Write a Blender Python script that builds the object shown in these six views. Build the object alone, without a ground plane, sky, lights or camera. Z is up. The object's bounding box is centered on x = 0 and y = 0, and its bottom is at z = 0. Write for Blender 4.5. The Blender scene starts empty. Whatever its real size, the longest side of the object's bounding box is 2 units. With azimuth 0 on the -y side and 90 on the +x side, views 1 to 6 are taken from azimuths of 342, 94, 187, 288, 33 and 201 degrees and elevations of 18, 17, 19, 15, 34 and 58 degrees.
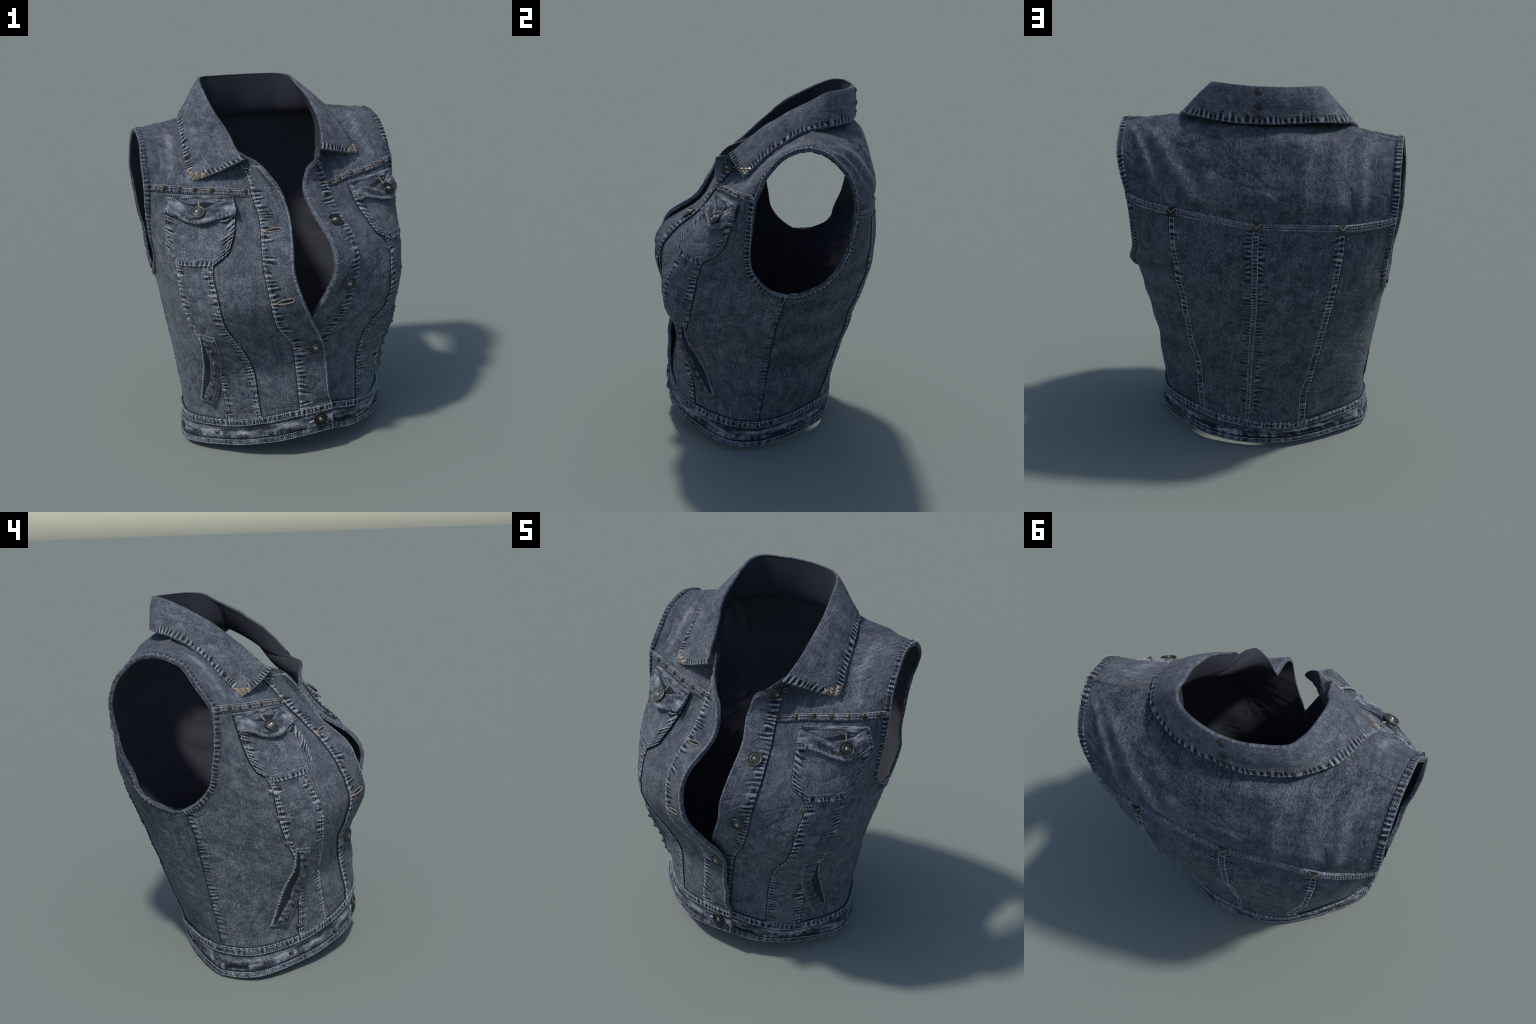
# A sleeveless denim vest: panels are cut as flat patterns (metres) and draped onto a torso shape.
import bpy, math
import numpy as np
from mathutils import Matrix, Vector

rng = np.random.default_rng(11)
COL = bpy.context.scene.collection

# ------------------------------------------------------------------ small maths
def smooth(x, a, b):
    t = np.clip((x - a) / (b - a), 0, 1)
    return t * t * (3 - 2 * t)

LAT = rng.random((64, 256, 256))
def noise2(x, y, seed=0):
    """smooth value noise in -1..1"""
    L = LAT[seed % 64]
    x = np.asarray(x, float) + 37.3 * seed; y = np.asarray(y, float) + 11.7 * seed
    xi, yi = np.floor(x).astype(int), np.floor(y).astype(int)
    fx, fy = x - xi, y - yi
    fx = fx * fx * (3 - 2 * fx); fy = fy * fy * (3 - 2 * fy)
    g = lambda i, j: L[(xi + i) % 256, (yi + j) % 256]
    return ((g(0, 0) * (1 - fx) + g(1, 0) * fx) * (1 - fy) + (g(0, 1) * (1 - fx) + g(1, 1) * fx) * fy) * 2 - 1

def slopes(k, V, mono=False):
    """finite difference tangents of values V (K,...) at knots k"""
    k = np.asarray(k, float); h = np.diff(k)
    sh = (-1,) + (1,) * (V.ndim - 1)
    d = np.diff(V, axis=0) / h.reshape(sh)
    m = np.empty_like(V)
    if len(k) == 2:
        m[:] = d[0]; return m
    h0, h1 = h[:-1].reshape(sh), h[1:].reshape(sh)
    if mono:
        p = d[:-1] * d[1:]
        m[1:-1] = np.where(p > 0, 2 * p / (d[:-1] + d[1:] + np.where(p > 0, 0, 1)), 0)
        m[0], m[-1] = d[0], d[-1]
    else:
        m[1:-1] = (d[:-1] * h1 + d[1:] * h0) / (h0 + h1)
        m[0] = d[0] + (d[0] - m[1]) * .5
        m[-1] = d[-1] + (d[-1] - m[-2]) * .5
    return m

def basis(k, x):
    k = np.asarray(k, float)
    i = np.clip(np.searchsorted(k, x, side='right') - 1, 0, len(k) - 2)
    h = k[i + 1] - k[i]; t = (x - k[i]) / h
    t2, t3 = t * t, t * t * t
    return i, h, 2 * t3 - 3 * t2 + 1, t3 - 2 * t2 + t, -2 * t3 + 3 * t2, t3 - t2

def spline(k, V, x, brk=None):
    V = np.asarray(V, float); x = np.asarray(x, float)
    if brk is not None:
        lo = spline(k[:brk + 1], V[:brk + 1], np.minimum(x, k[brk]))
        hi = spline(k[brk:], V[brk:], np.maximum(x, k[brk]))
        return np.where((x <= k[brk])[:, None], lo, hi)
    m = slopes(k, V); i, h, a, b, c, d = basis(k, x)
    f = lambda w: w[:, None]
    return f(a) * V[i] + f(b * h) * m[i] + f(c) * V[i + 1] + f(d * h) * m[i + 1]

# ------------------------------------------------------------------ torso panels
class Panel:
    """A smooth cloth surface through a net of fitting points; u runs around the body, v up it."""
    def __init__(s, uk, vk, rows, breaks, wr=None, corner=False):
        s.uk, s.vk = np.array(uk), np.array(vk)
        s.G = np.array(rows, float); s.breaks = breaks; s.wr = wr; s.corner = corner; s.sign = 1
        p = s.raw(np.array([(uk[0] + uk[-1]) / 2]), np.array([.5]))
        n = s.nrm(np.array([(uk[0] + uk[-1]) / 2]), np.array([.5]))
        if (n[0, 0] * p[0, 0] + n[0, 1] * (p[0, 1] - .05)) < 0: s.sign = -1
    def raw(s, u, v):
        u = np.asarray(u, float); v = np.asarray(v, float)
        cols = np.stack([spline(s.vk, s.G[:, c], v, s.breaks.get(c)) for c in range(len(s.uk))])   # K,N,3
        m = slopes(s.uk, cols)
        if s.corner:
            w = smooth(v, s.vk[-2], s.vk[-1])[None, :, None]
            m = m * (1 - w) + slopes(s.uk, cols, True) * w
        i, h, a, b, c, d = basis(s.uk, u); n = np.arange(len(u)); f = lambda w: w[:, None]
        return f(a) * cols[i, n] + f(b * h) * m[i, n] + f(c) * cols[i + 1, n] + f(d * h) * m[i + 1, n]
    def jac(s, u, v, e=2e-3):
        lo, hi = s.uk[0], s.uk[-1]; vl, vh = s.vk[0], s.vk[-1]
        u1, u0 = np.minimum(u + e, hi), np.maximum(u - e, lo); v1, v0 = np.minimum(v + e, vh), np.maximum(v - e, vl)
        du = (s.raw(u1, v) - s.raw(u0, v)) / (u1 - u0)[:, None]
        dv = (s.raw(u, v1) - s.raw(u, v0)) / (v1 - v0)[:, None]
        return du, dv
    def nrm(s, u, v):
        du, dv = s.jac(u, v); n = np.cross(du, dv); n /= np.linalg.norm(n, axis=1)[:, None] + 1e-12
        return n * s.sign
    def pn(s, u, v):
        u = np.asarray(u, float); v = np.asarray(v, float)
        p, n = s.raw(u, v), s.nrm(u, v)
        if s.wr is not None: p = p + n * s.wr(u, v)[:, None]
        return p, n
    def locate(s, xyz):
        """(u, v) of the surface point nearest to a 3D point"""
        xyz = np.asarray(xyz, float)
        U, V = np.meshgrid(np.linspace(s.uk[0], s.uk[-1], 60), np.linspace(s.vk[0], s.vk[-1], 90))
        U, V = U.ravel(), V.ravel()
        j = np.argmin(((s.raw(U, V) - xyz) ** 2).sum(1)); q = np.array([U[j], V[j]])
        for _ in range(12):
            a = (q[:1], q[1:]); r = xyz - s.raw(*a)[0]; du, dv = s.jac(*a)
            q = q + np.linalg.lstsq(np.stack([du[0], dv[0]], 1), r, rcond=None)[0]
            q = np.clip(q, [s.uk[0], s.vk[0]], [s.uk[-1], s.vk[-1]])
        return q

FU = [0, .16, .40, .62, .83, 1.03]
FV = [0, .165, .35, .5, .65, .8, .95, 1.0, 1.1, 1.2, 1.3, 1.45, 1.545, 1.64, 1.77, 1.87, 1.96]
def at(z, *xy): return [(x, y, z) for x, y in xy]

# columns: open edge, placket seam, princess seam, outer strip seam, side, side seam / armhole
RIGHT = [
    [(.112, -.548, .125), (-.088, -.548, .112), (-.26, -.496, .083), (-.43, -.385, .05), (-.622, -.185, .02), (-.612, .03, .0)],
    [(.105, -.545, .29), (-.085, -.538, .28), (-.274, -.472, .243), (-.44, -.352, .205), (-.60, -.16, .185), (-.606, .035, .183)],
    at(.35, (.09, -.547), (-.087, -.532), (-.285, -.458), (-.46, -.36), (-.595, -.16), (-.615, .055)),
    at(.5, (.083, -.548), (-.088, -.503), (-.297, -.443), (-.485, -.36), (-.61, -.16), (-.628, .08)),
    at(.65, (.068, -.536), (-.108, -.507), (-.36, -.472), (-.55, -.38), (-.635, -.17), (-.648, .10)),
    at(.8, (-.01, -.60), (-.207, -.563), (-.452, -.506), (-.612, -.342), (-.665, -.13), (-.668, .12)),
    at(.95, (-.08, -.648), (-.247, -.592), (-.487, -.508), (-.645, -.312), (-.688, -.11)) + [(-.69, .165, .961)],
    at(1.0, (-.095, -.642), (-.252, -.58), (-.49, -.49), (-.65, -.305), (-.694, -.11)) + [(-.698, .084, 1.011)],
    at(1.1, (-.112, -.615), (-.258, -.543), (-.49, -.44), (-.655, -.283), (-.705, -.11), (-.709, .012)),
    at(1.2, (-.095, -.56), (-.243, -.475), (-.43, -.40), (-.66, -.21), (-.715, -.105), (-.725, -.012)),
    at(1.3, (-.052, -.415), (-.213, -.37), (-.38, -.335), (-.645, -.165), (-.715, -.09), (-.735, -.03)),
    [(-.066, -.318, 1.448), (-.21, -.232, 1.44), (-.35, -.195, 1.452), (-.60, -.09, 1.472), (-.69, -.055, 1.485), (-.742, -.025, 1.49)],
    [(-.112, -.285, 1.522), (-.205, -.165, 1.515), (-.355, -.12, 1.522), (-.59, -.04, 1.535), (-.685, -.015, 1.542), (-.742, .003, 1.545)],
    [(-.165, -.228, 1.59), (-.235, -.10, 1.585), (-.36, -.045, 1.592), (-.58, .01, 1.597), (-.68, .025, 1.60), (-.739, .04, 1.60)],
    [(-.245, -.06, 1.66), (-.33, .035, 1.68), (-.42, .07, 1.69), (-.60, .115, 1.70), (-.68, .12, 1.705), (-.723, .128, 1.703)],
    [(-.335, .11, 1.74), (-.40, .165, 1.752), (-.47, .185, 1.752), (-.62, .205, 1.745), (-.68, .21, 1.74), (-.718, .21, 1.733)],
    [(-.375, .27, 1.80), (-.44, .283, 1.792), (-.50, .288, 1.785), (-.62, .295, 1.765), (-.68, .295, 1.755), (-.715, .29, 1.746)]]
LEFT = [
    [(-.075, -.515, .125), (.075, -.53, .115), (.265, -.482, .088), (.43, -.355, .065), (.575, -.14, .024), (.562, .045, .014)],
    [(-.075, -.515, .285), (.085, -.525, .285), (.28, -.465, .243), (.44, -.335, .205), (.565, -.12, .188), (.552, .045, .172)],
    at(.35, (-.085, -.50), (.086, -.517), (.286, -.453), (.46, -.34), (.56, -.12), (.562, .07)),
    at(.5, (-.085, -.48), (.088, -.49), (.298, -.447), (.485, -.352), (.575, -.12), (.585, .09)),
    at(.65, (-.055, -.48), (.115, -.495), (.345, -.462), (.545, -.37), (.615, -.13), (.615, .11)),
    at(.8, (.005, -.535), (.20, -.53), (.45, -.495), (.605, -.335), (.655, -.10), (.648, .14)),
    at(.95, (.075, -.58), (.253, -.553), (.488, -.485), (.645, -.30), (.685, -.07)) + [(.682, .19, .976)],
    at(1.0, (.095, -.595), (.265, -.555), (.495, -.468), (.648, -.29), (.69, -.065)) + [(.695, .08, 1.02)],
    at(1.1, (.115, -.606), (.283, -.54), (.505, -.415), (.652, -.265), (.70, -.06), (.703, .012)),
    at(1.2, (.121, -.54), (.283, -.46), (.435, -.395), (.655, -.19), (.71, -.06), (.713, -.004)),
    at(1.3, (.10, -.375), (.257, -.335), (.385, -.30), (.645, -.15), (.715, -.06), (.727, .004)),
    [(.078, -.268, 1.446), (.235, -.225, 1.44), (.35, -.175, 1.452), (.60, -.075, 1.477), (.685, -.035, 1.495), (.740, .025, 1.49)],
    [(.118, -.255, 1.545), (.225, -.16, 1.515), (.355, -.10, 1.522), (.59, -.025, 1.538), (.68, .005, 1.55), (.740, .045, 1.55)],
    [(.188, -.244, 1.588), (.235, -.09, 1.585), (.36, -.03, 1.592), (.58, .025, 1.60), (.675, .045, 1.605), (.738, .07, 1.61)],
    [(.25, -.06, 1.66), (.325, .045, 1.68), (.42, .085, 1.69), (.60, .135, 1.705), (.68, .145, 1.705), (.731, .15, 1.70)],
    [(.325, .12, 1.74), (.39, .175, 1.752), (.465, .195, 1.752), (.62, .215, 1.748), (.685, .22, 1.745), (.722, .22, 1.74)],
    [(.355, .27, 1.80), (.42, .285, 1.795), (.49, .295, 1.79), (.62, .305, 1.772), (.69, .305, 1.76), (.722, .30, 1.752)]]
BU = [-.83, -.60, -.38, -.19, 0, .19, .38, .60, .83]
BV = [0, .165, .35, .5, .65, .8, .95, 1.0, 1.1, 1.25, 1.37, 1.5, 1.62, 1.76, 1.95]
# columns: right side seam / armhole, right side, right back seam, between, centre, ... mirrored
BACK = [
    [RIGHT[0][5], (-.515, .155, .022), (-.30, .325, .024), (-.15, .395, .026), (0, .415, .02), (.135, .405, .024), (.262, .365, .028), (.465, .195, .026), LEFT[0][5]],
    [RIGHT[1][5], (-.515, .175, .185), (-.30, .36, .172), (-.155, .415, .171), (-.003, .428, .177), (.135, .42, .185), (.262, .38, .20), (.465, .215, .195), LEFT[1][5]],
    [RIGHT[2][5]] + at(.35, (-.545, .23), (-.31, .425), (-.16, .447), (-.01, .452), (.13, .45), (.265, .425), (.49, .25)) + [LEFT[2][5]],
    [RIGHT[3][5]] + at(.5, (-.562, .265), (-.338, .462), (-.18, .485), (-.018, .493), (.125, .487), (.27, .462), (.51, .27)) + [LEFT[3][5]],
    [RIGHT[4][5]] + at(.65, (-.585, .30), (-.366, .503), (-.20, .525), (-.028, .531), (.13, .527), (.295, .503), (.535, .31)) + [LEFT[4][5]],
    [RIGHT[5][5]] + at(.8, (-.61, .345), (-.392, .548), (-.215, .573), (-.04, .58), (.135, .575), (.315, .548), (.56, .34)) + [LEFT[5][5]],
    [RIGHT[6][5]] + at(.95, (-.635, .42), (-.42, .598), (-.235, .625), (-.051, .632), (.135, .628), (.326, .60), (.565, .425)) + [LEFT[6][5]],
    [(-.688, .345, .99)] + at(1.0, (-.62, .475), (-.43, .61), (-.24, .635), (-.051, .642), (.14, .637), (.336, .61), (.55, .46)) + [(.663, .36, 1.022)],
    at(1.1, (-.684, .43), (-.58, .56), (-.445, .622), (-.25, .648), (-.051, .653), (.15, .648), (.349, .621), (.51, .545), (.632, .435)),
    at(1.245, (-.703, .492), (-.60, .572), (-.461, .622), (-.25, .648), (-.048, .656), (.16, .648), (.372, .622), (.52, .57), (.62, .505)),
    [(-.712, .515, 1.39), (-.605, .575, 1.368), (-.461, .612, 1.35), (-.26, .63, 1.342), (-.049, .643, 1.335), (.165, .632, 1.352), (.377, .618, 1.372), (.53, .585, 1.392), (.635, .527, 1.41)],
    [(-.718, .52, 1.50), (-.605, .56, 1.49), (-.455, .598, 1.48), (-.25, .64, 1.475), (-.045, .653, 1.47), (.17, .64, 1.48), (.38, .605, 1.49), (.555, .56, 1.50), (.662, .522, 1.50)],
    [(-.714, .49, 1.605), (-.58, .525, 1.60), (-.43, .57, 1.60), (-.235, .605, 1.60), (-.035, .617, 1.595), (.17, .605, 1.60), (.37, .57, 1.605), (.56, .52, 1.61), (.693, .49, 1.60)],
    [(-.713, .40, 1.705), (-.575, .43, 1.72), (-.41, .49, 1.73), (-.225, .56, 1.73), (-.03, .575, 1.722), (.165, .56, 1.73), (.36, .50, 1.73), (.57, .43, 1.72), (.712, .40, 1.708)],
    [(-.715, .29, 1.746), (-.56, .291, 1.776), (-.375, .27, 1.80), (-.21, .455, 1.808), (-.02, .497, 1.80), (.17, .455, 1.80), (.355, .27, 1.80), (.56, .30, 1.782), (.722, .30, 1.752)]]

def with_rows(vk, rows, extra):
    """add net rows at new heights; columns not named follow the existing curves"""
    vk = list(vk); G = np.array(rows, float)
    for v, pts in extra:
        new = np.array([spline(vk, G[:, c], [v])[0] for c in range(G.shape[1])])
        for c, p in pts.items(): new[c] = p
        i = int(np.searchsorted(vk, v)); vk.insert(i, v); G = np.insert(G, i, new, axis=0)
    return vk, G
# round the foot of each armhole
FVR, RIGHT2 = with_rows(FV, RIGHT, [(.97, {5: (-.692, .125, .982)}), (1.05, {5: (-.704, .041, 1.055)})])
FVL, LEFT2 = with_rows(FV, LEFT, [(.97, {5: (.690, .138, .989)}), (1.05, {5: (.70, .036, 1.066)})])
BV2, BACK2 = with_rows(BV, BACK, [(.97, {0: (-.690, .235, .955), 8: (.675, .25, .978)}), (1.05, {0: (-.685, .415, 1.048), 8: (.655, .402, 1.06)})])

def folds(seed, extra=None):
    """shallow drape: broad undulation plus a few finer creases, fading at the borders"""
    def f(u, v):
        h = .0055 * noise2(u * 5, v * 4, seed) + .003 * noise2(u * 11 + v * 5, v * 9, seed + 1)
        c = noise2(u * 9 + v * 6, v * 14 - u * 6, seed + 2)
        h = h - .003 * np.exp(-(c / .10) ** 2)
        h = h * smooth(v, .05, .25)
        if extra is not None: h = h + extra(u, v)
        return h
    return f

def back_folds(u, v):
    """diagonal drag lines from the shoulders and horizontal slack above the waist"""
    up = smooth(v, 1.42, 1.5) * (1 - smooth(v, 1.72, 1.86))
    h = 0
    for k, (u0, sl, w, a) in enumerate([(.66, -.75, .035, .010), (.52, -1.0, .05, .012), (.30, -.5, .05, .005), (-.40, .15, .045, .009), (-.24, .05, .04, .006), (-.56, .25, .04, .008)]):
        d = u - (u0 + sl * (1.74 - v))
        h = h + a * np.exp(-(d / w) ** 2) * up
    h = h + .004 * np.sin(v * 34 + 2.2 * noise2(u * 2.5, v * 2, 31)) * smooth(v, .3, .5) * (1 - smooth(v, 1.0, 1.25)) * (.5 + .5 * noise2(u * 3, v * 3, 33))
    return h

def front_folds(u, v):
    d = u - (.46 + .35 * (1.72 - v)); e = u - (.58 + .30 * (1.72 - v))
    m = smooth(v, 1.47, 1.54) * (1 - smooth(v, 1.76, 1.9))
    return (.007 * np.exp(-(d / .03) ** 2) + .006 * np.exp(-(e / .03) ** 2)) * m

right = Panel(FU, FVR, RIGHT2, {5: 6}, folds(2, front_folds))
left = Panel(FU, FVL, LEFT2, {5: 6}, folds(5, front_folds))
back = Panel(BU, BV2, BACK2, {0: 6, 8: 6}, folds(8, back_folds), corner=True)

# ------------------------------------------------------------------ materials
def new_mat(name):
    m = bpy.data.materials.new(name); m.use_nodes = True
    nt = m.node_tree
    return m, nt, nt.nodes['Principled BSDF']

class NB:
    """tiny helper to write node trees as expressions"""
    def __init__(s, nt): s.nt = nt
    def n(s, t, **kw):
        x = s.nt.nodes.new(t)
        for k, v in kw.items(): setattr(x, k, v)
        return x
    def put(s, sock, v):
        if isinstance(v, bpy.types.NodeSocket): s.nt.links.new(v, sock)
        else: sock.default_value = v
    def math(s, op, a, b=0.0, c=None, clamp=False):
        x = s.n('ShaderNodeMath', operation=op, use_clamp=clamp); s.put(x.inputs[0], a); s.put(x.inputs[1], b)
        if c is not None: s.put(x.inputs[2], c)
        return x.outputs[0]
    def add(s, *a):
        r = a[0]
        for b in a[1:]: r = s.math('ADD', r, b)
        return r
    def mul(s, a, b): return s.math('MULTIPLY', a, b)
    def comb(s, x, y, z):
        c = s.n('ShaderNodeCombineXYZ')
        for i, v in enumerate((x, y, z)): s.put(c.inputs[i], v)
        return c.outputs[0]
    def noise(s, vec, scale, detail=2.0, rough=.5):
        t = s.n('ShaderNodeTexNoise'); s.put(t.inputs['Vector'], vec)
        t.inputs['Scale'].default_value = scale; t.inputs['Detail'].default_value = detail; t.inputs['Roughness'].default_value = rough
        return t.outputs['Fac']
    def ramp(s, fac, stops, mode='LINEAR'):
        r = s.n('ShaderNodeValToRGB'); s.put(r.inputs[0], fac); e = r.color_ramp; e.interpolation = mode
        while len(e.elements) < len(stops): e.elements.new(.5)
        for el, (p, c) in zip(e.elements, stops): el.position = p; el.color = (*c, 1)
        return r.outputs[0]
    def mix(s, f, a, b, blend='MIX'):
        x = s.n('ShaderNodeMix', data_type='RGBA', blend_type=blend); s.put(x.inputs['Factor'], f)
        for sock, v in ((x.inputs[6], a), (x.inputs[7], b)): s.put(sock, v if isinstance(v, bpy.types.NodeSocket) else (*v, 1))
        return x.outputs[2]

def denim(name, bias=0.0, gain=1.0, seed=0.0, relief=1.0, fade=None):
    """washed indigo twill; pattern x, y in metres, pattern z = relief height, so high spots are worn pale"""
    m, nt, bs = new_mat(name); b = NB(nt)
    g = b.n('ShaderNodeTexCoord').outputs['Generated']
    sep = b.n('ShaderNodeSeparateXYZ'); nt.links.new(g, sep.inputs[0]); x, y, h = sep.outputs
    def vec(sx, sy, off=0.0): return b.comb(b.mul(x, sx), b.mul(y, sy), seed + off)
    cloud = b.noise(vec(5.0, 4.0), 1, 4, .6)
    blotch = b.noise(vec(17, 14, 3.1), 1, 3, .6)
    streak = b.noise(vec(105, 5, 5.7), 1, 3, .6)
    slub = b.noise(vec(240, 60, 9.3), 1, 2, .6)
    fleck = b.noise(vec(270, 270, 12.1), 1, 2, .7)
    grain = b.noise(vec(175, 160, 15.7), 1, 1.5, .6)
    tw = b.math('SINE', b.mul(b.add(b.mul(x, .75), b.mul(y, 1.0)), 900.0))
    tw = b.mul(tw, b.math('SUBTRACT', b.noise(vec(40, 40, 21.0), 1, 1), .25))
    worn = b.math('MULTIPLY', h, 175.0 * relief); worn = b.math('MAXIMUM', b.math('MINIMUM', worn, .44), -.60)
    t = lambda s, k: b.mul(b.math('SUBTRACT', s, .5), k * gain)
    w = b.add(.47 + bias, t(cloud, .20), t(blotch, .36), t(streak, .32), t(slub, .45), t(fleck, .75), t(grain, .95), b.mul(tw, .08), worn)
    col = b.ramp(w, [(0.0, (.009, .013, .020)), (.22, (.024, .032, .047)), (.48, (.074, .088, .107)), (.74, (.163, .178, .201)), (1.0, (.35, .37, .395))])
    tone = b.noise(vec(7, 6, 33.0), 1, 3, .6)
    tint = b.ramp(tone, [(.35, (.93, 1.01, 1.03)), (.65, (1.05, .985, 1.0))])
    col = b.mix(1.0, col, tint, 'MULTIPLY')
    nt.links.new(col, bs.inputs['Base Color'])
    bs.inputs['Roughness'].default_value = .86; bs.inputs['Specular IOR Level'].default_value = .18
    bs.inputs['Sheen Weight'].default_value = .06; bs.inputs['Sheen Roughness'].default_value = .5
    bump = b.n('ShaderNodeBump'); bump.inputs['Strength'].default_value = .55; bump.inputs['Distance'].default_value = .0035
    nt.links.new(b.add(fleck, b.mul(slub, .7), b.mul(tw, .12)), bump.inputs['Height']); nt.links.new(bump.outputs[0], bs.inputs['Normal'])
    return m

def plain(name, c1, c2, scale, rough, metal=0.0, bump=0.0, spec=.3):
    m, nt, bs = new_mat(name); b = NB(nt)
    o = b.n('ShaderNodeTexCoord').outputs['Object']
    f = b.noise(o, scale, 3, .6); r = b.n('ShaderNodeObjectInfo').outputs['Random']
    f = b.add(f, b.mul(b.math('SUBTRACT', r, .5), .5))
    nt.links.new(b.ramp(f, [(.3, c1), (.7, c2)]), bs.inputs['Base Color'])
    bs.inputs['Roughness'].default_value = rough; bs.inputs['Metallic'].default_value = metal; bs.inputs['Specular IOR Level'].default_value = spec
    if bump:
        bp = b.n('ShaderNodeBump'); bp.inputs['Strength'].default_value = bump; bp.inputs['Distance'].default_value = .002
        nt.links.new(f, bp.inputs['Height']); nt.links.new(bp.outputs[0], bs.inputs['Normal'])
    return m

M_FRONT = denim('washed_denim_front', .02, 1, 1.0)
M_BACK = denim('washed_denim_back', -.06, 1, 40.0)
M_TRIM = denim('washed_denim_trim', .0, 1, 80.0)
M_BAND = denim('dark_denim_waistband', -.02, 1.05, 120.0)
M_POCK = denim('pale_denim_pocket', .055, 1, 160.0)
M_COLL = denim('washed_denim_collar', .03, .9, 200.0)
M_DARK = plain('painted_shadow_denim', (.010, .013, .022), (.020, .025, .038), 160, .9, 0, .4)
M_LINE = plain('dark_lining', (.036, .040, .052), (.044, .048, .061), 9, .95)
M_STAND = plain('shadowed_collar_lining', (.020, .023, .031), (.025, .028, .037), 9, .95)  # base colour darkened to carry the shade inside the neck
M_PALE = plain('pale_blue_thread', (.20, .24, .28), (.50, .53, .56), 60, .8)
M_TAN = plain('tan_thread', (.20, .16, .125), (.36, .30, .25), 60, .8)
M_BLACKTHREAD = plain('dark_thread', (.015, .018, .025), (.04, .045, .055), 60, .8)
M_OLIVE = plain('olive_thread', (.07, .07, .05), (.16, .15, .11), 60, .8)
M_STEEL = plain('aged_steel', (.05, .049, .046), (.15, .145, .135), 70, .42, .7, .3)
M_BRASS = plain('aged_brass', (.055, .045, .033), (.125, .10, .072), 70, .5, .6, .3)
M_GILT = plain('worn_gilt', (.13, .11, .085), (.30, .22, .14), 60, .5, .4, .3)
M_RIDGE = plain('painted_ridge_highlight', (.34, .33, .32), (.46, .45, .43), 60, .45, .3)
M_IRON = plain('blackened_metal', (.018, .018, .016), (.06, .06, .055), 90, .45, .6, .3)
M_PEARL = plain('polished_steel', (.22, .23, .25), (.32, .33, .35), 20, .35, .8)

# ------------------------------------------------------------------ cloth builder
ROOT = bpy.data.objects.new('denim_vest', None); COL.objects.link(ROOT)
ROOT['label'] = 'sleeveless studded denim vest, washed indigo, open collar'
ROOT['category'] = 'denim vest'

def grid_faces(na, nb, off=0, flip=False):
    j, i = np.meshgrid(np.arange(nb - 1), np.arange(na - 1), indexing='ij')
    a = (j * na + i).ravel() + off
    q = np.stack([a, a + 1, a + 1 + na, a + na], 1)
    return q[:, ::-1] if flip else q

def make_mesh(name, V, F, mats, midx, parent, basis=None, smooth_shade=True):
    me = bpy.data.meshes.new(name)
    V = np.asarray(V, np.float32); src = V if basis is None else np.asarray(basis, np.float32)
    F = np.asarray(F)
    me.vertices.add(len(V)); me.vertices.foreach_set('co', src.ravel())
    k = F.shape[1]
    me.loops.add(F.size); me.loops.foreach_set('vertex_index', F.ravel().astype(np.int32))
    me.polygons.add(len(F)); me.polygons.foreach_set('loop_start', np.arange(0, F.size, k, dtype=np.int32))
    try: me.polygons.foreach_set('loop_total', np.full(len(F), k, np.int32))
    except Exception: pass
    for m in mats: me.materials.append(m)
    me.polygons.foreach_set('material_index', np.asarray(midx, np.int32) if np.ndim(midx) else np.full(len(F), midx, np.int32))
    me.polygons.foreach_set('use_smooth', np.full(len(F), smooth_shade, bool))
    me.update(calc_edges=True); me.validate()
    o = bpy.data.objects.new(name, me); COL.objects.link(o); o.parent = parent
    if basis is not None:          # cut flat, then drape
        me.use_auto_texspace = False; me.texspace_location = (.5, .5, .5); me.texspace_size = (.5, .5, .5)
        o.shape_key_add(name='flat_pattern'); kb = o.shape_key_add(name='draped')
        kb.data.foreach_set('co', V.ravel()); kb.value = 1.0
    return o

class Sheet:
    pass

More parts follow.
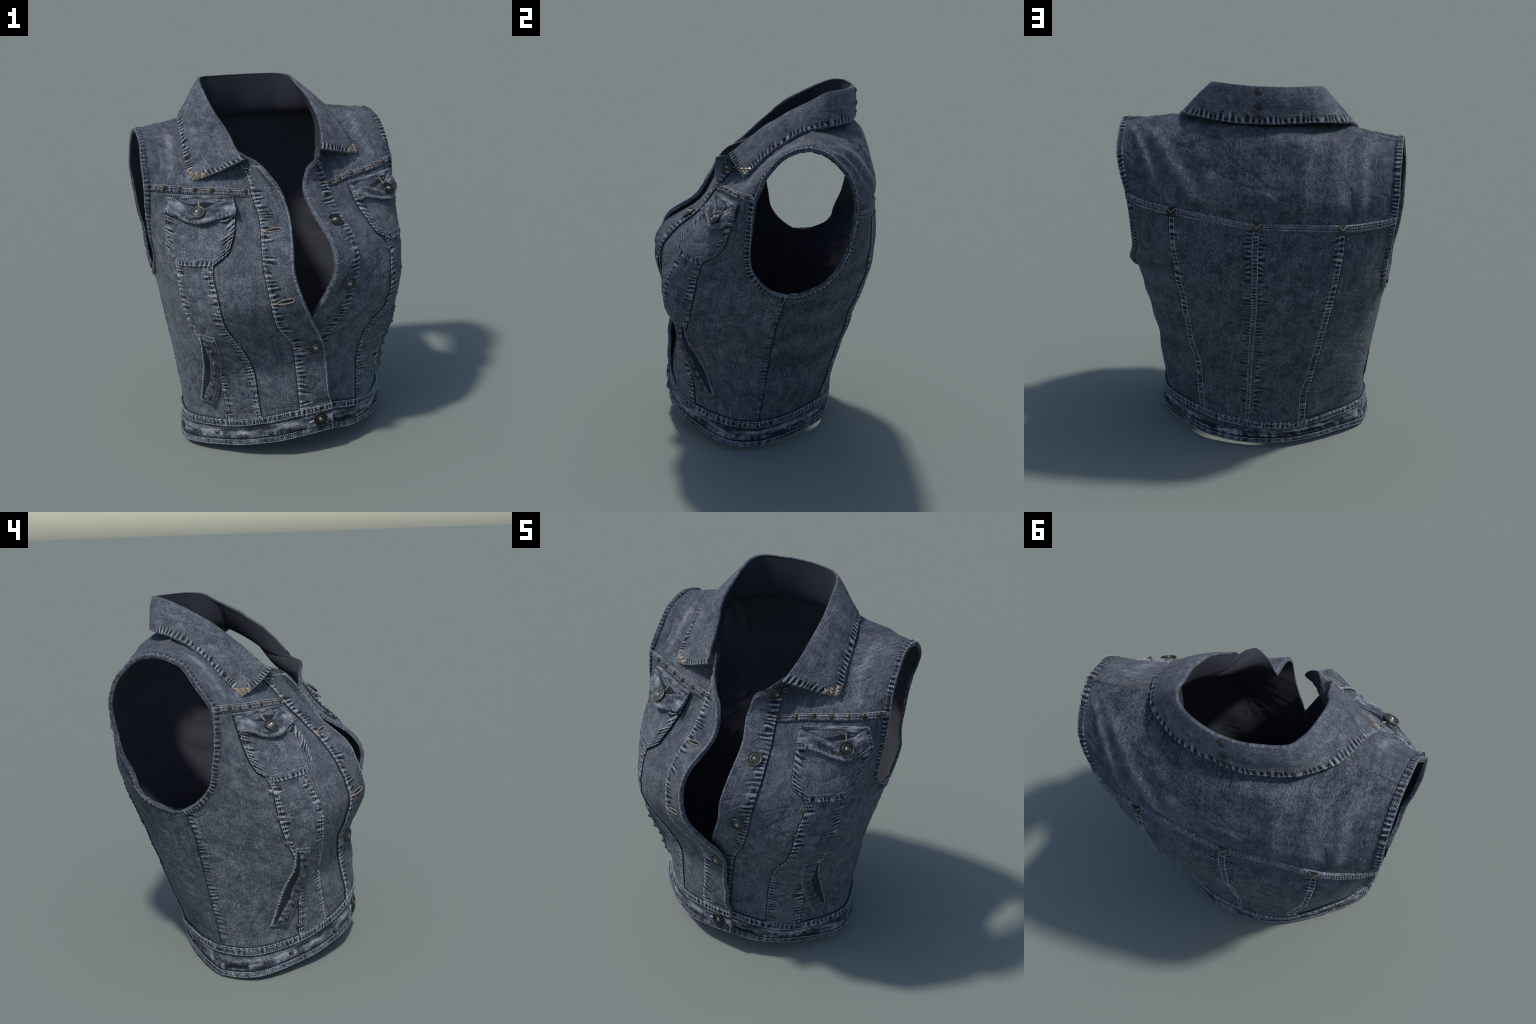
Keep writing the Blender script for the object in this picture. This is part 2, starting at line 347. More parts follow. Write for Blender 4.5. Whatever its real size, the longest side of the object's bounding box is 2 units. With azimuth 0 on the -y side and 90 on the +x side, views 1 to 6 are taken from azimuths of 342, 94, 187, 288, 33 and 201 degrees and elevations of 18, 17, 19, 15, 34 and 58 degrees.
def sheet(name, ev, na, nb, th, relief=None, skirt='LRBT', under=None, mats=None, parent=ROOT, origin=(0, 0), edge=.0045, crease='', fold_tint=None, straight=False, faced=None, cw=.005):
    """A piece of cloth over (a, b) in the unit square. ev(a, b) -> points, normals of the ground it lies on.
    relief(da0, da1, s, db0, db1) -> height in metres from metric distances to the four borders.
    skirt: borders that roll down onto the ground; under: gap of a free underside (a two-sided flap)."""
    S = Sheet()
    p, _ = ev(np.full(24, .5), np.linspace(0, 1, 24)); Lb = np.linalg.norm(np.diff(p, axis=0), axis=1).sum()
    p, _ = ev(np.linspace(0, 1, 24), np.full(24, .5)); Wa = np.linalg.norm(np.diff(p, axis=0), axis=1).sum()
    def axis(n, length, lo, hi, clo, chi):
        x = np.linspace(0, 1, n); e = np.array([.0012, edge * .6, edge * 1.2]) / length; k = np.array([cw, cw + .0008, cw + .0045]) / length
        if lo: q = k if clo else e; x = np.concatenate([[0], q, x[x > q[-1] * 1.2]])
        if hi: q = k if chi else e; x = np.concatenate([x[x < 1 - q[-1] * 1.2], 1 - q[::-1], [1]])
        return x
    shell = under is not None
    a = axis(na, Wa, 'L' in skirt, 'R' in skirt, 'L' in crease, 'R' in crease); b = axis(nb, Lb, 'B' in skirt, 'T' in skirt, 'B' in crease, 'T' in crease)
    na, nb = len(a), len(b)
    A, B = np.meshgrid(a, b); P, N = ev(A.ravel(), B.ravel()); P = P.reshape(nb, na, 3); N = N.reshape(nb, na, 3)
    da = np.zeros((nb, na)); da[:, 1:] = np.cumsum(np.linalg.norm(np.diff(P, axis=1), axis=2), axis=1)
    db = np.zeros((nb, na)); db[1:] = np.cumsum(np.linalg.norm(np.diff(P, axis=0), axis=2), axis=0)
    W, L = da[:, -1:], db[-1:, :]
    s = np.broadcast_to(db[:, na // 2][:, None], db.shape)
    H = np.zeros((nb, na)) if relief is None else relief(da, W - da, s, db, L - db)
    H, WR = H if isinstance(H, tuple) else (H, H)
    if fold_tint is not None: WR = WR + fold_tint(A.ravel(), B.ravel()).reshape(nb, na)
    # distance to a rolled border -> thickness profile
    prof = np.ones((nb, na))
    edges = []
    lv = np.array([-.35, .62, .9, 1.0]) if not shell else np.array([.5, .85, .97, 1.0])
    cv = np.array([.0022 / max(th, 1e-4), .0016 / max(th, 1e-4), .72, 1.0])   # ledge coloured dark to draw the shadow line beside a lapped edge
    pick = lambda k: cv if k in crease else lv
    if 'L' in skirt: prof[:, :4] = np.minimum(prof[:, :4], pick('L')[None])
    if 'R' in skirt: prof[:, -4:] = np.minimum(prof[:, -4:], pick('R')[None, ::-1])
    if 'B' in skirt: prof[:4] = np.minimum(prof[:4], pick('B')[:, None])
    if 'T' in skirt: prof[-4:] = np.minimum(prof[-4:], pick('T')[::-1][:, None])
    off = prof * th + H * np.clip((prof - .45) * 2, 0, 1) if not shell else prof * th + H
    T = P + N * off[..., None]
    du = T[0:1, 1:2] - T[0:1, 0:1]
    c = (nb // 2, na // 2)
    n0 = np.cross(T[c[0], c[1] + 1] - T[c], T[c[0] + 1, c[1]] - T[c])
    flip = np.dot(n0, N[c]) < 0
    for k, d in (('L', da), ('R', W - da), ('B', db), ('T', L - db)):       # rubbed pale along raised borders
        if k in skirt and not shell: WR = WR + .0011 * np.exp(-((d - .006) / .006) ** 2) * (.7 + .6 * noise2(s / .02, db / .02, 191))
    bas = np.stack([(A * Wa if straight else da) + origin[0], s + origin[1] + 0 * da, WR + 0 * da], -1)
    V = [T.reshape(-1, 3)]; Bs = [bas.reshape(-1, 3)]; F = [grid_faces(na, nb, 0, flip)]; mi = np.zeros((nb - 1, na - 1), int)
    if 'L' in crease: mi[:, :2] = 1
    if 'R' in crease: mi[:, -2:] = 1
    if 'B' in crease: mi[:2] = 1
    if 'T' in crease: mi[-2:] = 1
    if crease: mats = list(mats) + [M_DARK]
    MI = [mi.ravel()]
    if shell:
        U = P + N * (off - prof * th - under - (1 - 0) * 0)[..., None] if relief is None else P + N * (np.minimum(H, 0) * 0 + H * .6 - under)[..., None]
        sa, sb = np.unique(np.r_[0:na:2, na - 1]), np.unique(np.r_[0:nb:2, nb - 1])
        o1 = na * nb
        V.append(U[np.ix_(sb, sa)].reshape(-1, 3)); Bs.append((bas[np.ix_(sb, sa)] * [1, 1, 0]).reshape(-1, 3))
        F.append(grid_faces(len(sa), len(sb), o1, not flip)); MI.append(np.full((len(sa) - 1) * (len(sb) - 1), 1))
        # rim: full resolution border of the top joined to the border of the underside
        loop = [(0, i) for i in range(na)] + [(j, na - 1) for j in range(1, nb)] + [(nb - 1, i) for i in range(na - 2, -1, -1)] + [(j, 0) for j in range(nb - 2, 0, -1)]
        jj, ii = np.array(loop).T; o2 = o1 + len(sa) * len(sb); n = len(loop)
        V.append(U[jj, ii]); Bs.append(bas[jj, ii])
        t = jj * na + ii; r = o2 + np.arange(n)
        q = np.stack([t, r, np.roll(r, -1), np.roll(t, -1)], 1)
        F.append(q if not flip else q[:, ::-1]); MI.append(np.zeros(n, int) if faced is None else faced(A[jj, ii], B[jj, ii]).astype(int))
    S.ob = make_mesh(name, np.concatenate(V), np.concatenate(F), mats, np.concatenate(MI), parent, np.concatenate(Bs))
    S.a, S.b, S.T, S.N, S.W, S.L, S.H = a, b, T, N, W[:, 0], Lb, H
    def look(x, y):
        x, y = np.clip(np.asarray(x, float), 0, 1), np.clip(np.asarray(y, float), 0, 1)
        i = np.clip(np.searchsorted(a, x) - 1, 0, na - 2); j = np.clip(np.searchsorted(b, y) - 1, 0, nb - 2)
        fx = ((x - a[i]) / (a[i + 1] - a[i]))[:, None]; fy = ((y - b[j]) / (b[j + 1] - b[j]))[:, None]
        g = lambda Q: (Q[j, i] * (1 - fx) + Q[j, i + 1] * fx) * (1 - fy) + (Q[j + 1, i] * (1 - fx) + Q[j + 1, i + 1] * fx) * fy
        return g(T), g(N)
    S.at = look
    def inset(d, y, side='L'):
        """fraction a that lies d metres in from border L or R at fraction y"""
        w = np.interp(y, b, S.W); return d / w if side == 'L' else 1 - d / w
    S.inset = inset
    return S

def puckers(seed, lam=.025, amp=.0030, reach=.045, inner=.004, mod=(.55, .6)):
    """ripples that a shrunken seam pulls into the cloth: bars across the seam, fading with distance d"""
    def f(d, s):
        ph = 2 * np.pi * s / lam + 3.6 * noise2(s / .05, d / .09, seed) + 9 * noise2(s / .4, 0 * s, seed + 1)
        n = np.sin(ph) + .55 * noise2(s / (lam * .35), d / .03, seed + 3)
        m = mod[0] + mod[1] * noise2(s / .07, 0 * s, seed + 5)
        r = reach * (.78 + .5 * noise2(s / (lam * .7), 0 * s, seed + 7))
        return amp * (np.tanh(1.7 * n) - .22) * m * smooth(d, 0, inner) * (1 - smooth(d, .55 * r, r))
    return f

# ------------------------------------------------------------------ stitching
THREADS = {}
def stitches(key, P, N, lift=.0012, pitch=.0115, length=.0082, rad=.0019, jit=.0005, seed=0):
    """a row of separate thread stitches along a polyline on the cloth"""
    seg = np.linalg.norm(np.diff(P, axis=0), axis=1); s = np.r_[0, np.cumsum(seg)]
    n = int(s[-1] / pitch)
    if n < 1: return
    r = np.random.default_rng(seed + n)
    c = (np.arange(n) + .5) * s[-1] / n
    g = lambda x, Q: np.stack([np.interp(x, s, Q[:, k]) for k in range(3)], 1)
    hl = length / 2 * (1 + .15 * r.standard_normal(n))
    p0, p1, nn = g(c - hl, P), g(c + hl, P), g(c, N)
    nn /= np.linalg.norm(nn, axis=1)[:, None]
    d = p1 - p0; d /= np.linalg.norm(d, axis=1)[:, None] + 1e-9
    side = np.cross(nn, d); mid = (p0 + p1) / 2 + nn * lift + side * (jit * r.standard_normal(n))[:, None]
    THREADS.setdefault(key, []).append((mid, d, nn, side, hl, np.full(n, rad)))

def build_threads():
    ring = [(math.cos(t), math.sin(t)) for t in (0.8, 2.35, 3.93, 5.5)]
    for (name, mat, parent), rows in THREADS.items():
        mid, d, nn, sd, hl, rad = (np.concatenate([r[i] for r in rows]) for i in range(6))
        n = len(mid); V = np.zeros((n, 10, 3))
        V[:, 0] = mid - d * hl[:, None] - nn * .0012; V[:, 9] = mid + d * hl[:, None] - nn * .0012
        for k, f in enumerate((-.55, .55)):
            for q, (c, s) in enumerate(ring):
                V[:, 1 + 4 * k + q] = mid + d * (hl * f)[:, None] + sd * (rad * c)[:, None] + nn * (rad * s * .8)[:, None]
        f = []
        for q in range(4):
            r = (q + 1) % 4
            f += [(0, 1 + r, 1 + q), (1 + q, 1 + r, 5 + r), (1 + q, 5 + r, 5 + q), (9, 5 + q, 5 + r)]
        F = (np.array(f)[None] + (np.arange(n) * 10)[:, None, None]).reshape(-1, 3)
        o = make_mesh(name, V.reshape(-1, 3), F, [mat], 0, parent); o['kind'] = 'stuff'

def row(sh, key, afun, bfun, n=160, **kw):
    t = np.linspace(0, 1, n); y = bfun(t) if callable(bfun) else np.full(n, bfun)
    x = afun(y) if callable(afun) else np.full(n, afun)
    if callable(afun) and not callable(bfun): x = afun(t)
    P, N = sh.at(x, y); stitches(key, P, N, **kw)

# ------------------------------------------------------------------ hardware
def lathe(name, prof, seg, mats, midx):
    V, F, MI = [], [], []
    for r, z in prof:
        for k in range(seg):
            t = 2 * math.pi * k / seg; V.append((r * math.cos(t), r * math.sin(t), z))
    for i in range(len(prof) - 1):
        for k in range(seg):
            F.append((i * seg + k, i * seg + (k + 1) % seg, (i + 1) * seg + (k + 1) % seg, (i + 1) * seg + k)); MI.append(midx[i])
    me = bpy.data.meshes.new(name); me.from_pydata(V, [], F)
    for m in mats: me.materials.append(m)
    me.polygons.foreach_set('material_index', MI); me.polygons.foreach_set('use_smooth', [True] * len(F)); me.update()
    return me

def pyramid(name, w, h, mat, bright=False):
    """square pyramid stud with slightly rolled ridges"""
    V, F = [], []
    lev = [(1, -.25), (1, .12), (.86, .30), (.12, .96)]
    e = .10
    for r, z in lev:
        for cx, cy in ((1, 1), (-1, 1), (-1, -1), (1, -1)):
            k = min(e, r * .45)
            a, b_ = (r, r - k), (r - k, r)
            pts = [a, b_] if cx * cy > 0 else [b_, a]
            V += [(px * cx * w / 2, py * cy * w / 2, z * h) for px, py in pts]
    V.append((0, 0, h))
    for i in range(len(lev) - 1):
        for k in range(8): F.append((i * 8 + k, i * 8 + (k + 1) % 8, (i + 1) * 8 + (k + 1) % 8, (i + 1) * 8 + k))
    o = 8 * (len(lev) - 1)
    for k in range(8): F.append((o + k, o + (k + 1) % 8, len(V) - 1))
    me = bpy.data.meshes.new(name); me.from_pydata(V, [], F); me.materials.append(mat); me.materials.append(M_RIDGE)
    for f in me.polygons:          # light glints painted on the upper ridges
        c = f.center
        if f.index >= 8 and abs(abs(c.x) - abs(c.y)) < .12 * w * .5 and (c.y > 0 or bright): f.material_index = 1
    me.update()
    return me

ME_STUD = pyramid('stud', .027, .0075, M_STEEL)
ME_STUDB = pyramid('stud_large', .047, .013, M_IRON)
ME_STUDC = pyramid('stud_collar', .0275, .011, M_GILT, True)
CONE = [(.0150, -.003), (.0155, .002), (.0135, .0045), (.0095, .0075), (.0055, .0115), (.0018, .0145), (.0001, .015)]
ME_CONE = lathe('cone_stud', CONE, 16, [M_BRASS], [0] * 6)
ME_CONE2 = lathe('cone_stud_dark', [(r * 1.1, z * .62) for r, z in CONE], 16, [M_IRON], [0] * 6)
R = .0405
BUT = [(.5 * R, -.010), (.9 * R, -.002), (R, .003), (.985 * R, .0075), (.91 * R, .009), (.85 * R, .0055), (.56 * R, .0055), (.52 * R, .0095), (.46 * R, .010), (.42 * R, .006),
       (.34 * R, .006), (.30 * R, .010), (.20 * R, .0145), (.08 * R, .0165), (.0005, .017)]
def button_mesh():
    me = lathe('button', BUT, 40, [M_STEEL, M_IRON, M_PEARL], [0, 0, 0, 0, 1, 1, 0, 0, 1, 1, 0, 2, 2, 2])
    import bmesh
    bm = bmesh.new(); bm.from_mesh(me); r = np.random.default_rng(3)
    for k in range(13):                      # raised worn marks round the rim
        t = 2 * math.pi * k / 13; w, l = .0016 + .001 * r.random(), .0085
        if k in (3, 10): continue
        M = Matrix.Rotation(t, 4, 'Z') @ Matrix.Translation((.705 * R, 0, .0062)) @ Matrix.Rotation(r.normal() * .5, 4, 'Z') @ Matrix.Diagonal((l, w, .003, 1))
        g = bmesh.ops.create_cube(bm, size=1, matrix=M)
        for f in {f for v in g['verts'] for f in v.link_faces}: f.material_index = 0
    bm.to_mesh(me); bm.free(); return me
ME_BUTTON = button_mesh()

def place(name, me, P, N, up, parent, scale=1.0, lift=0.0, spin=0.0, tilt=0.0):
    N = Vector(N).normalized(); U = Vector(up); U = (U - N * U.dot(N)).normalized(); X = U.cross(N)
    M = Matrix((X, U, N)).transposed().to_4x4()
    M = Matrix.Translation(Vector(P) + N * lift) @ M @ Matrix.Rotation(spin, 4, 'Z') @ Matrix.Rotation(tilt, 4, 'X') @ Matrix.Scale(scale, 4)
    o = bpy.data.objects.new(name, me); COL.objects.link(o); o.parent = parent; o.matrix_world = M
    return o

def on(panel, xyz):
    q = panel.locate(xyz); P, N = panel.pn(q[:1], q[1:]); return P[0], N[0]

def tube(name, pts, rad, mat, parent, sides=6, twist=0.0, closed=False):
    """thread cord through points, with a slight whipped-stitch ripple"""
    pts = np.asarray(pts, float); s = np.r_[0, np.cumsum(np.linalg.norm(np.diff(pts, axis=0), axis=1))]
    n = max(8, int(s[-1] / .0022)); x = np.linspace(0, s[-1], n)
    Q = np.stack([np.interp(x, s, pts[:, k]) for k in range(3)], 1)
    T = np.gradient(Q, axis=0); T /= np.linalg.norm(T, axis=1)[:, None] + 1e-9
    ref = np.array([0.3, -.9, .3]); A = np.cross(T, ref); A /= np.linalg.norm(A, axis=1)[:, None]; B = np.cross(T, A)
    rr = rad * (1 + .28 * np.sin(np.arange(n) * 2.1))
    V = np.concatenate([Q[None] + rr[None, :, None] * (math.cos(t) * A + math.sin(t) * B)[None] for t in np.arange(sides) * 2 * math.pi / sides]).transpose(0, 1, 2)
    V = V.reshape(sides, n, 3).transpose(1, 0, 2).reshape(-1, 3)
    F = [(i * sides + k, i * sides + (k + 1) % sides, (i + 1) * sides + (k + 1) % sides, (i + 1) * sides + k) for i in range(n - 1) for k in range(sides)]
    return make_mesh(name, V, np.array(F), [mat], 0, parent)

# ------------------------------------------------------------------ body panels
def full(panel):
    u0, u1, v1 = panel.uk[0], panel.uk[-1], panel.vk[-1]
    return lambda a, b: panel.pn(u0 + a * (u1 - u0), b * v1)

def fine(seed, amp=.0012):
    amp = amp * .38
    return lambda d0, d1, s, e0, e1: amp * noise2(d0 / .035, s / .03, seed) + amp * .8 * noise2(d0 / .012, s / .014, seed + 1)

PK = puckers(20)
def front_relief(seed):
    base = fine(seed)
    side = puckers(seed + 30, .024, .0026, .055, .003, (.7, .5))
    def f(d0, d1, s, e0, e1):
        low = 1 - smooth(s, .90, .97)
        h = base(d0, d1, s, e0, e1) + side(d1, s) * low
        h = h - .003 * np.exp(-(d1 / .003) ** 2) * low            # side seam groove
        return h
    return f
def back_relief(d0, d1, s, e0, e1):
    h = fine(50)(d0, d1, s, e0, e1); low = 1 - smooth(s, .90, .97)
    return h - .003 * (np.exp(-(d1 / .003) ** 2) + np.exp(-(d0 / .003) ** 2)) * low

body = {}
body['R'] = sheet('front_panel', full(right), 190, 340, 0, front_relief(40), '', .012, [M_FRONT, M_LINE], origin=(0, 0), straight=True, faced=lambda a, b: ((a < .004) & (b > .855)) | ((b > .995) & (a < .2)), fold_tint=lambda a, b: .18 * front_folds(1.03 * a, 1.96 * b))
body['L'] = sheet('front_panel', full(left), 190, 340, 0, front_relief(44), '', .012, [M_FRONT, M_LINE], origin=(3, 0), straight=True, faced=lambda a, b: ((a < .004) & (b > .855)) | ((b > .995) & (a < .2)), fold_tint=lambda a, b: .18 * front_folds(1.03 * a, 1.96 * b))
body['B'] = sheet('back_panel', full(back), 310, 330, 0, back_relief, '', .012, [M_BACK, M_LINE], straight=True, faced=lambda a, b: (b > .995) & (np.abs(a - .5) < .27), fold_tint=lambda a, b: .11 * back_folds(-.83 + 1.66 * a, 1.95 * b))  # fold_tint lightens the drag folds, pale shading streaks baked into the colour

# ------------------------------------------------------------------ trim on the fronts
def uvmap(panel, uf, vf, lift=0.0):
    def ev(a, b):
        u, v = uf(a, b), vf(a, b)
        u = np.clip(u, panel.uk[0], panel.uk[-1]); v = np.clip(v, panel.vk[0], panel.vk[-1])
        p, n = panel.pn(u, v); return p + n * lift, n
    return ev

def shift(panel, u, v, d):
    """move surface points d metres along the surface towards decreasing u (metric step)"""
    du, _ = panel.jac(u, v); return u - d / np.linalg.norm(du, axis=1)

STUDS = []
MIR = lambda p: (-p[0], p[1] + .012, p[2])
for key, pan in (('R', right), ('L', left)):
    sg = -1 if key == 'R' else 1
    so = 0 if key == 'R' else 5
    bd = body[key].ob
    lo = lambda p: pan.locate((sg * abs(p[0]), p[1] + (0 if key == 'R' else .015), p[2]))
    # --- placket: doubled strip along the open edge
    rel = puckers(60 + so, .026, .0038, .085, .004, (.80, .35))
    def prel(d0, d1, s, e0, e1, rel=rel, so=so):
        return rel(d0, s) + fine(61 + so, .0012)(d0, d1, s, e0, e1) + .6 * puckers(64 + so, .02, .002, .02)(d1, s)
    ev = uvmap(pan, lambda a, b: .162 * (1 - a), lambda a, b: .155 + b * (1.625 - .155))
    pl = sheet('placket', ev, 46, 330, .010, prel, 'LRBT', None, [M_TRIM], bd, origin=(0, 3 * so), crease='L')
    k1 = ('stitching', M_PALE, pl.ob)
    row(pl, k1, lambda y: pl.inset(.0105, y), lambda t: t, 300, seed=1)
    row(pl, k1, lambda y: pl.inset(.010, y, 'R'), lambda t: t, 300, seed=2)
    row(pl, k1, lambda y: pl.inset(.0185, y), lambda t: t, 300, seed=3, rad=.0015)
    body['P' + key] = pl
    # --- long strip panel under the chest pocket
    rl, rr2 = puckers(70 + so, .024, .0038, .062, .004, (.78, .4)), puckers(75 + so, .024, .0038, .058, .004, (.78, .4))
    def srel(d0, d1, s, e0, e1): return rl(d0, s) + rr2(d1, s) + fine(72, .0016)(d0, d1, s, e0, e1)
    ev = uvmap(pan, lambda a, b: .40 + a * .22, lambda a, b: .155 + b * .985)
    st = sheet('strip_panel', ev, 64, 230, .0065, srel, 'LRBT', None, [M_FRONT], bd, origin=(1, 2 + so), crease='LR')
    ks = ('stitching', M_PALE, st.ob)
    for d in (.010, .0185):
        row(st, ks, lambda y: st.inset(d, y), lambda t: t, 260, seed=3)
        row(st, ks, lambda y: st.inset(d, y, 'R'), lambda t: t, 260, seed=4)
    row(st, ks, lambda y: st.inset(.034, y), lambda t: .02 + .98 * t, 260, seed=5, rad=.0013)
    row(st, ks, lambda y: st.inset(.032, y, 'R'), lambda t: .45 + .55 * t, 200, seed=6, rad=.0013)
    inner = [(.504, -.43, 1.085), (.5, -.49, .953), (.475, -.498, .807), (.39, -.47, .70), (.333, -.447, .563), (.309, -.443, .426), (.302, -.448, .29)]
    outer = [(.648, -.285, 1.068), (.641, -.325, .93), (.6, -.35, .787), (.452, -.372, .383), (.436, -.355, .255)]
    for i, p in enumerate(inner + outer):
        q = pan.locate((sg * p[0], p[1], p[2]))
        # sit the stud in the middle of the double row
        q = np.array([shift(pan, q[:1], q[1:], 0.0)[0], q[1]])
        P, N = pan.pn(q[:1], q[1:]); big = 1.15 if p[2] < .3 else 1
        STUDS.append(place('stud', ME_STUD, P[0], N[0], (0, 0, 1), st.ob, (.95 + .1 * rng.random()) * big, .0052, rng.normal() * .08))
    # --- chest pocket
    cBi, cTi, cTo, cBo = lo((.397, -.423, 1.173)), lo((.312, -.228, 1.434)), lo((.650, -.128, 1.468)), lo((.672, -.223, 1.168))
    if key == 'L': cBi, cTi, cTo, cBo = (pan.locate(p) for p in ((.43, -.40, 1.162), (.36, -.21, 1.430), (.69, -.09, 1.462), (.685, -.20, 1.168)))
    botv = lo((.483, -.42, 1.108))[1]
    def pk_uv(a, b, ext=0.0):
        bot = cBi + (cBo - cBi) * a[:, None]; top = cTi + (cTo - cTi) * a[:, None]
        q = bot + (top - bot) * b[:, None]
        cham = np.clip(np.minimum(a / .20, (1 - a) / .20), 0, 1)
        q[:, 1] -= (cBi[1] - botv) * cham * (1 - b)
        return q
    evp = uvmap(pan, lambda a, b: pk_uv(a, b)[:, 0], lambda a, b: pk_uv(a, b)[:, 1])
    r0, r1 = puckers(80 + so, .027, .0036, .090, .004, (.85, .3)), puckers(84 + so, .027, .0036, .090, .004, (.85, .3))
    r2 = puckers(88 + so, .025, .0034, .045, .004, (.8, .3))
    def prl(d0, d1, s, e0, e1):
        bul = .012 * np.clip(d0 / .08, 0, 1) * np.clip(d1 / .08, 0, 1) * np.clip(e0 / .1, 0, 1)
        w = r0(d0, s) + r1(d1, s) + r2(e0, d0) + fine(82, .001)(d0, d1, s, e0, e1)
        return bul * .4 + w + .001, w
    pk = sheet('chest_pocket', evp, 84, 90, .014, prl, 'LRBT', None, [M_POCK], bd, origin=(0, 2 * so), crease='LRB')
    kp = ('stitching', M_PALE, pk.ob); kt = ('stitching', M_TAN, pk.ob)
    for d, k in ((.010, kp), (.034, kp)):
        row(pk, k, lambda y: pk.inset(d, y), lambda t: d / .32 + t * .9, 160, seed=7)
        row(pk, k, lambda y: pk.inset(d, y, 'R'), lambda t: d / .32 + t * .9, 160, seed=8)
        row(pk, k, lambda t: d / .3 + t * (1 - 2 * d / .3), d / .30, 160, seed=9)
    # --- pocket flap, curling away from the pocket
    def fl_uv(a, b):
        q = pk_uv(-.005 + a * 1.01, np.ones_like(a) * .99)
        drop = (.082 + .046 * np.exp(-((a - .47) / .24) ** 2) - .010 * np.exp(-((a - .9) / .12) ** 2) + .010 * np.exp(-(a / .12) ** 2)) * (1 - b)
        q[:, 1] -= drop; return q
    def flev(a, b):
        q = fl_uv(a, b); p, n = pan.pn(np.clip(q[:, 0], 0, 1.03), q[:, 1])
        curl = .012 + (1 - b) ** 1.2 * (.015 + .014 * np.exp(-((a - .5) / .22) ** 2) + .008 * (1 - smooth(a, 0, .15)))
        curl = curl + .004 * np.sin(a * 17 + 1 + so) * (1 - b)
        # hollow above the button where the flap buckles
        return p + n * curl[:, None], n
    f0 = puckers(92 + so, .02, .0025, .03)
    def flr(d0, d1, s, e0, e1):
        A = d0 / (d0 + d1); Bv = e0 / (e0 + e1)
        q = np.abs(A - .47) / np.where(A < .47, .43, .43)
        hol = smooth(.20 * (1 - np.clip(q, 0, 1) ** 1.4) - np.abs(Bv - .71 - .10 * q - .03 * noise2(A * 9, 0 * A, 98 + so)), -.01, .06)
        w = f0(e0, d0) + f0(d0, s) * .7 + f0(d1, s) * .7 + fine(95, .002)(d0, d1, s, e0, e1) + .002 * noise2(d0 / .05, s / .02, 97 + so)
        return w * (1 - hol) - .008 * hol, w - .0045 * smooth(hol, .1, .8)  # hollow also tinted dark, shade under the flap's top edge
    fl = sheet('pocket_flap', flev, 90, 50, .010, flr, 'LRBT', .003, [M_POCK, M_TRIM], pk.ob, origin=(1, 2 * so))
    kf = ('stitching', M_PALE, fl.ob)
    row(fl, kf, lambda t: .04 + .92 * t, .07, 160, seed=10); row(fl, kf, lambda t: .04 + .92 * t, .95, 160, seed=11)
    row(fl, kf, lambda y: fl.inset(.009, y), lambda t: .05 + .9 * t, 60, seed=12); row(fl, kf, lambda y: fl.inset(.009, y, 'R'), lambda t: .05 + .9 * t, 60, seed=13)
    P, N = fl.at([.5], [.36]); place('button', ME_BUTTON, P[0], N[0] + np.array([0, -.1, .75]), (0, 0, 1), fl.ob, 1.0, .008)
    t = np.linspace(0, 1, 20); P, N = fl.at(.5 + 0 * t, .58 + .30 * t); tube('buttonhole', P + N * .002, .0048, M_TAN, fl.ob)
    # --- welt hand pocket: dark slot, raised studded welt
    wTo, wTi, wBi, wBo = lo((.565, -.386, .742)), lo((.505, -.436, .730)), lo((.498, -.313, .288)), lo((.548, -.240, .300))
    if key == 'L': wBo = pan.locate((.540, -.228, .312))
    def w_uv(a, b):
        bot = wBo + (wBi - wBo) * a[:, None]; top = wTo + (wTi - wTo) * a[:, None]
        q = bot + (top - bot) * b[:, None]; q[:, 0] += .018 * np.sin(np.pi * b) * (1 - a); return q
    fr = sheet('welt_pocket', uvmap(pan, lambda a, b: w_uv(-.10 + 1.14 * a, -.03 + 1.06 * b)[:, 0], lambda a, b: w_uv(-.10 + 1.14 * a, -.03 + 1.06 * b)[:, 1]), 40, 100, .011,
               lambda d0, d1, s, e0, e1: puckers(101 + so, .018, .0025, .03)(d0, s) + fine(103, .0015)(d0, d1, s, e0, e1), 'LRBT', None, [M_FRONT], bd, origin=(2, 2 * so))
    kw = ('stitching', M_PALE, fr.ob)
    for aa in (.035, .95): row(fr, kw, aa, lambda t: .02 + .96 * t, 160, seed=14)
    for bb in (.012, .988): row(fr, ('stitching', M_TAN, fr.ob), lambda t: .05 + .9 * t, bb, 40, seed=15)
    edge_w = lambda b: .07 + .34 * np.sin(np.pi * np.clip(b, 0, 1)) ** .75 + .03 * np.sin(b * 19 + 1)
    slot_rel = None
    sl = sheet('pocket_slot', uvmap(pan, lambda a, b: w_uv(.02 + a * (edge_w(b) + .02), .015 + .97 * b)[:, 0], lambda a, b: w_uv(.02 + a * (edge_w(b) + .02), .015 + .97 * b)[:, 1]), 14, 60, .0155,
               None, 'LRBT', None, [M_DARK], fr.ob)
    we = sheet('welt', uvmap(pan, lambda a, b: w_uv(edge_w(b) + a * (.97 - edge_w(b)), .01 + .98 * b)[:, 0], lambda a, b: w_uv(edge_w(b) + a * (.97 - edge_w(b)), .01 + .98 * b)[:, 1]), 24, 110, .021,
               lambda d0, d1, s, e0, e1: (.004 * np.sin(np.pi * d0 / (d0 + d1)) + puckers(104 + so, .04, .003, .05)(d0, s), -.0005 + puckers(104 + so, .04, .002, .05)(d0, s)), 'LRBT', None, [M_TRIM], fr.ob, origin=(0, 1 + so))
